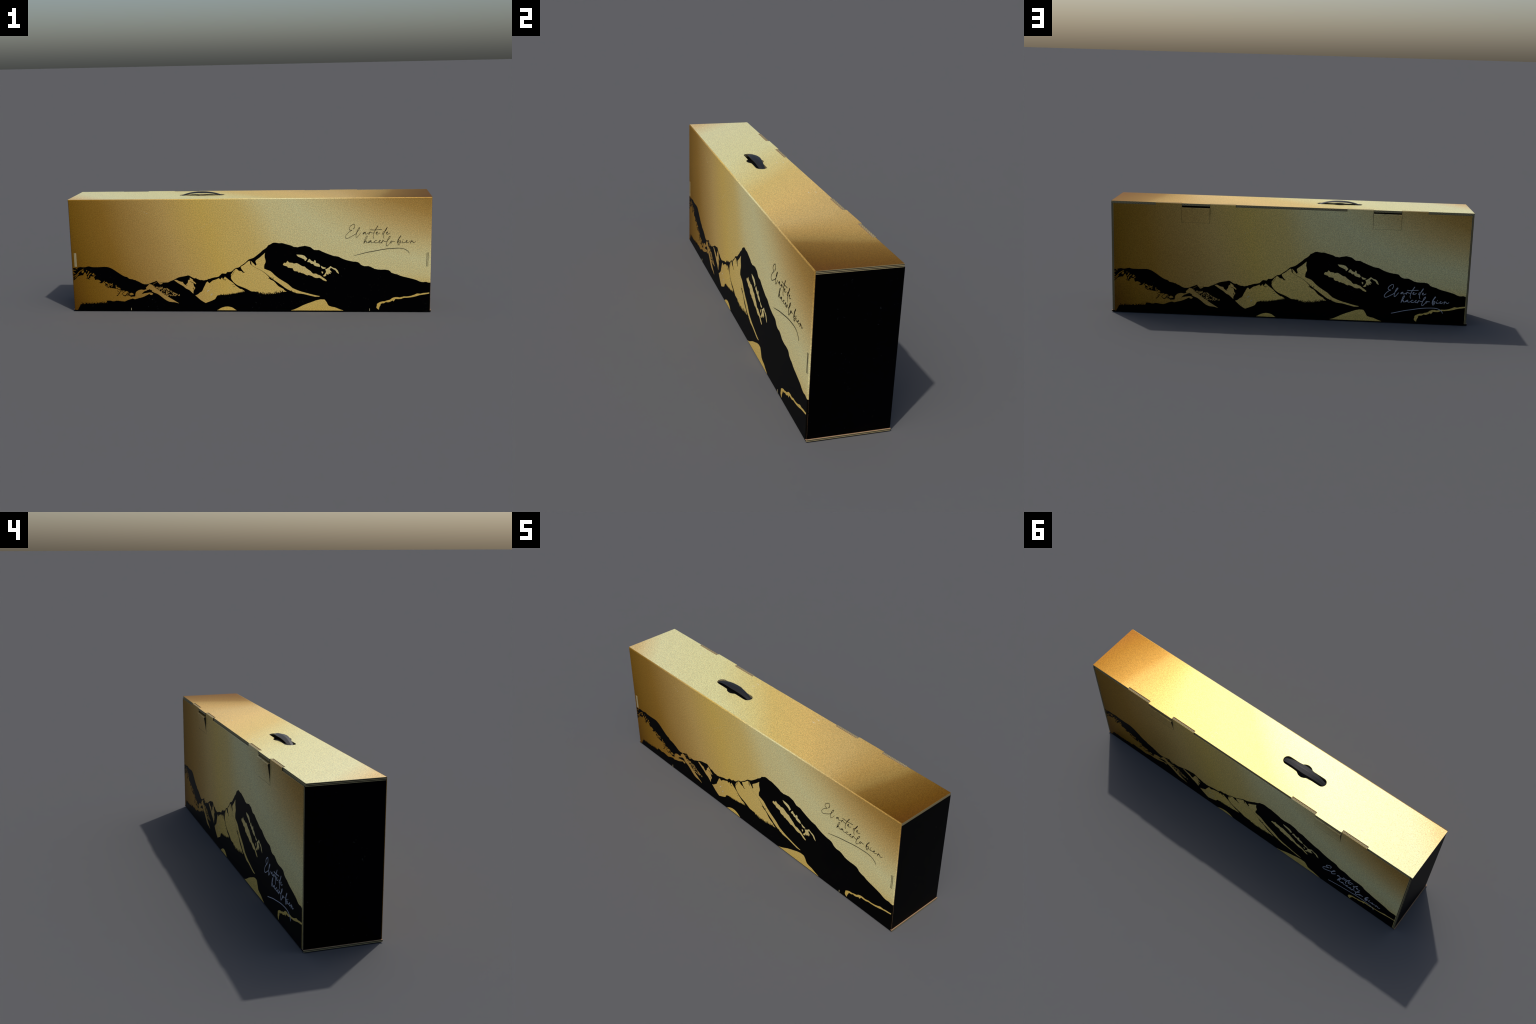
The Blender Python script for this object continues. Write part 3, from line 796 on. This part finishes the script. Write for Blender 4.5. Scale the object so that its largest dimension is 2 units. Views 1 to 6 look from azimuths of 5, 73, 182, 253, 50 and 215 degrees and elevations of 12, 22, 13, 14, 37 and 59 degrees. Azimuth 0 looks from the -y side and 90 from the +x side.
# end panels: black print outside, raw board edge to the back
def end_panel(sgn, edge):
    x0, x1 = sorted((sgn * SIDE, sgn * (SIDE - BOARD + 0.0005)))
    bm = bmesh.new()
    n = 20
    y0, y1, z0, z1 = FRONT + R, BACK - 0.0015, BASE, TOP - BOARD - 0.0005
    def grid(x, swell):
        rows = []
        for j in range(n + 1):
            row = []
            for i in range(n + 1):
                p, q = (1 - math.cos(math.pi * i / n)) / 2, (1 - math.cos(math.pi * j / n)) / 2
                out = swell * (1 - abs(2 * p - 1) ** 5) * (1 - abs(2 * q - 1) ** 7)
                row.append(bm.verts.new((sgn * (x + out), y0 + (y1 - y0) * p, z0 + (z1 - z0) * q)))
            rows.append(row)
        for r0, r1 in zip(rows, rows[1:]):
            for i in range(n):
                bm.faces.new((r0[i], r0[i + 1], r1[i + 1], r1[i]))
        return rows
    outer, inner = grid(SIDE, 0.0006), grid(SIDE - BOARD + 0.0005, 0.0)
    for i in range(n):
        bm.faces.new((outer[0][i], outer[0][i + 1], inner[0][i + 1], inner[0][i]))
        bm.faces.new((outer[-1][i], outer[-1][i + 1], inner[-1][i + 1], inner[-1][i]))
        for k in (0, -1):
            bm.faces.new((outer[i][k], outer[i + 1][k], inner[i + 1][k], inner[i][k]))
    finish("end_panel", bm, root, [INK, edge, KRAFT], lambda n, c: 1 if n.y > 0.5 and c.y > BACK - 0.002 else (0 if n.x * sgn > 0.3 or n.z > 0.5 else 2))

end_panel(1, EDGE_SIDE_R)
end_panel(-1, EDGE_SIDE_L)

# black upright crease where the front wraps onto the end panels
for sgn in (1, -1):
    bm = slab(*sorted((sgn * 0.9800, sgn * (HX + 0.0004))), FRONT + R * 0.9, FRONT + BOARD + 0.002, BASE, TOP - 0.006)
    finish("corner_crease", bm, root, [INK])

# base board: folded black creases front and back, raw ends and a kraft ledge past the end panels
bm = slab(-0.9995, 0.9995, FRONT + 0.0001, BACK - 0.0001, 0.0, BASE)
round_edges(bm, lambda a, b: abs(a.y - b.y) < 1e-6 and abs(a.x - b.x) > 1 and a.z < 1e-5, 0.0045, 4)
finish("base_board", bm, root, [INK, EDGE_BASE_END, KRAFT],
       lambda n, c: 1 if abs(n.x) > 0.7 else (2 if n.z > 0.7 else 0))

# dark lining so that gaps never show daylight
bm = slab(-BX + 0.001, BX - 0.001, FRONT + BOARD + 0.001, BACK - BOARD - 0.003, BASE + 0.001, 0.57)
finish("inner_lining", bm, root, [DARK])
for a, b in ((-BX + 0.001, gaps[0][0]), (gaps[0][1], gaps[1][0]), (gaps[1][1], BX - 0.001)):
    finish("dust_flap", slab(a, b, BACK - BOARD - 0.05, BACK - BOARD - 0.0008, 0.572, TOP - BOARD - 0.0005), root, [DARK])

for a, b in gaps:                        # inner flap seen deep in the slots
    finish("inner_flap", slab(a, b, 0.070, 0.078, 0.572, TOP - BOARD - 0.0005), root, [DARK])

# lid with four notches, two wider tongues over the lock tabs and the hand opening
NOTCH, LIP, TONGUE = 0.1392, 0.1492, 0.1562
LX = 0.9966
pts = [(-LX, FRONT + R), (LX, FRONT + R), (LX, LIP)]
for k, (a, b) in enumerate(reversed(FINGERS)):
    right = TONGUE if k in (1, 3) else LIP
    left = TONGUE if k in (0, 2) else LIP
    pts += [(b + 0.0008, right), (b + 0.0008, NOTCH), (a - 0.0008, NOTCH), (a - 0.0008, left)]
pts += [(-LX, LIP)]
# hand opening: a slot with round ends and a round swelling in the middle
CX, CY = -0.267, -0.0088
def opening(grow=0.0, n=14):
    half, hw, rb, fr = 0.1268 + grow, 0.0248 + grow, 0.0392 + grow, 0.014
    quarter = []
    dc = rb + fr
    xf = math.sqrt(dc * dc - (hw + fr) ** 2)
    for i in range(n + 1):                         # end cap
        a = i / n * math.pi / 2
        quarter.append((half - hw + hw * math.cos(a), hw * math.sin(a)))
    t1 = math.atan2(hw + fr, xf)
    for i in range(7):                             # fillet
        a = -math.pi / 2 + (i / 6) * -(math.pi / 2 - t1)
        quarter.append((xf + fr * math.cos(a), hw + fr + fr * math.sin(a)))
    for i in range(1, n + 1):                      # swelling
        a = t1 + (math.pi / 2 - t1) * i / n
        quarter.append((rb * math.cos(a), rb * math.sin(a)))
    q2 = [(-x, y) for x, y in reversed(quarter[:-1])]
    upper = quarter + q2
    lower = [(-x, -y) for x, y in upper[1:-1]]
    ring = upper + [(-upper[0][0], 0.0)] * 0 + lower
    return [(CX + x, CY + y) for x, y in ring]

bm = cut_sheet([pts, opening()], BOARD)
for v in bm.verts:
    v.co.z += TOP - BOARD / 2
def lid_pick(n, c):
    if n.z > 0.5:
        return 0
    if n.z < -0.5:
        return 3
    inside_hole = abs(c.x - CX) < 0.14 and abs(c.y - CY) < 0.06
    if abs(n.y) > 0.7 and abs(c.y - NOTCH) < 0.001:
        return 0                                   # notch walls coloured lid gold for the brown band beside the fingers
    return 1 if abs(n.y) > 0.7 or inside_hole else 2
lid = finish("lid", bm, root, [GOLD_LID, EDGE_BACK_FLUTE, EDGE_LID_END, KRAFT], lid_pick)

# black plastic pocket under the hand opening
bm = bmesh.new()
ring = opening(-0.0006)
def loop(z, grow):
    return [bm.verts.new((x, y, z)) for x, y in opening(grow)]
a, b = loop(TOP - BOARD - 0.0005, 0.012), loop(TOP - BOARD - 0.0005, -0.0035)
c = loop(TOP - 0.024, -0.006)
for r0, r1 in ((a, b), (b, c)):
    k = len(r0)
    for i in range(k):
        bm.faces.new((r0[i], r0[(i + 1) % k], r1[(i + 1) % k], r1[i]))
bm.faces.new(c)
finish("handle_pocket", bm, lid, [POCKET], smooth=False)

# carrying strap: a flat bow with chamfered sides, creased across the middle
bm = bmesh.new()
rows, N = [], 40
for i in range(N + 1):
    t = -1 + 2 * i / N
    x = CX + 0.1235 * t
    rise = 0.0208 * (1 - 0.04 * abs(t) - 0.96 * (abs(t) / 0.93) ** 2.3)
    z = TOP - 0.0008 + rise
    w = 0.0222 - 0.0115 * abs(t) ** 1.25
    fall = 0.0050 - 0.002 * abs(t)
    prof = [(-w, -fall), (-w * 0.12, -0.0004), (0.0, 0.0), (w * 0.12, -0.0004), (w, -fall),
            (w, -fall - 0.0018), (w * 0.88, -fall - 0.0026), (0.0, -0.0058), (-w * 0.88, -fall - 0.0026), (-w, -fall - 0.0018)]
    rows.append([bm.verts.new((x, CY + 0.001 + y, z + dz)) for y, dz in prof])
for r0, r1 in zip(rows, rows[1:]):
    k = len(r0)
    for i in range(k):
        bm.faces.new((r0[i], r0[(i + 1) % k], r1[(i + 1) % k], r1[i]))
bm.faces.new(rows[0])
bm.faces.new(rows[-1])
finish("carrying_strap", bm, root, [PLASTIC], smooth=False)

# small plugs where the flaps of the end panels show through slits of the front panel
def front_chip(name, x0, x1, z0, z1, mat, proud=0.0009):
    finish(name, slab(x0, x1, FRONT - proud, FRONT + 0.002, z0, z1), front_panel, [mat])

for dx, mat in ((0.0, CHIP), (0.0043, DARK), (0.0052, CHIP), (0.0092, KRAFT), (0.0102, CHIP)):
    w = 0.0042 if mat is CHIP else 0.0009
    if mat is CHIP and dx > 0.01:
        w = 0.0026
    front_chip("slit_flap", -0.9790 + dx, -0.9790 + dx + w, 0.256, 0.334, mat)
for dx in (0.0, 0.0062):
    front_chip("slit", 0.9718 + dx, 0.9736 + dx, 0.256, 0.333, DARK)
for x in (-0.6675, 0.6660):
    front_chip("crease_notch", x - 0.0014, x + 0.0014, 0.0045, 0.0178, CHIP, 0.0012)

# worn rings in the foil of the lid
bm = bmesh.new()
for x, y in ((0.216, 0.097), (-0.226, 0.096), (-0.675, 0.103)):
    for s in (-1, 1):
        pts = [(x + 0.011 * math.cos(a), y + s * (0.006 + 0.010 * math.sin(a))) for a in (math.radians(40 + 20 * k) for k in range(6))]
        for (xa, ya), (xb, yb) in zip(pts, pts[1:]):
            d = Vector((xb - xa, yb - ya)).normalized() * 0.0012
            m = Vector((-d.y, d.x))
            bm.faces.new([bm.verts.new((px, py, TOP + 0.0002)) for px, py in
                          ((xa + m.x, ya + m.y), (xa - m.x, ya - m.y), (xb - m.x, yb - m.y), (xb + m.x, yb + m.y))])
finish("worn_ring", bm, lid, [WORN], kind="stuff")

print_picture(1, HX - R, front_panel, GOLD_FRONT, INK, 0.95, 0.8, lambda a, b: (a, b))
print_picture(-1, BX - 0.0015, back_panel, GOLD_BACK, PALE, 1.25, 3.0,
              lambda a, b: (532 + 0.952 * (a - 533.7), 54.1 + 0.952 * (b - 315.8)))
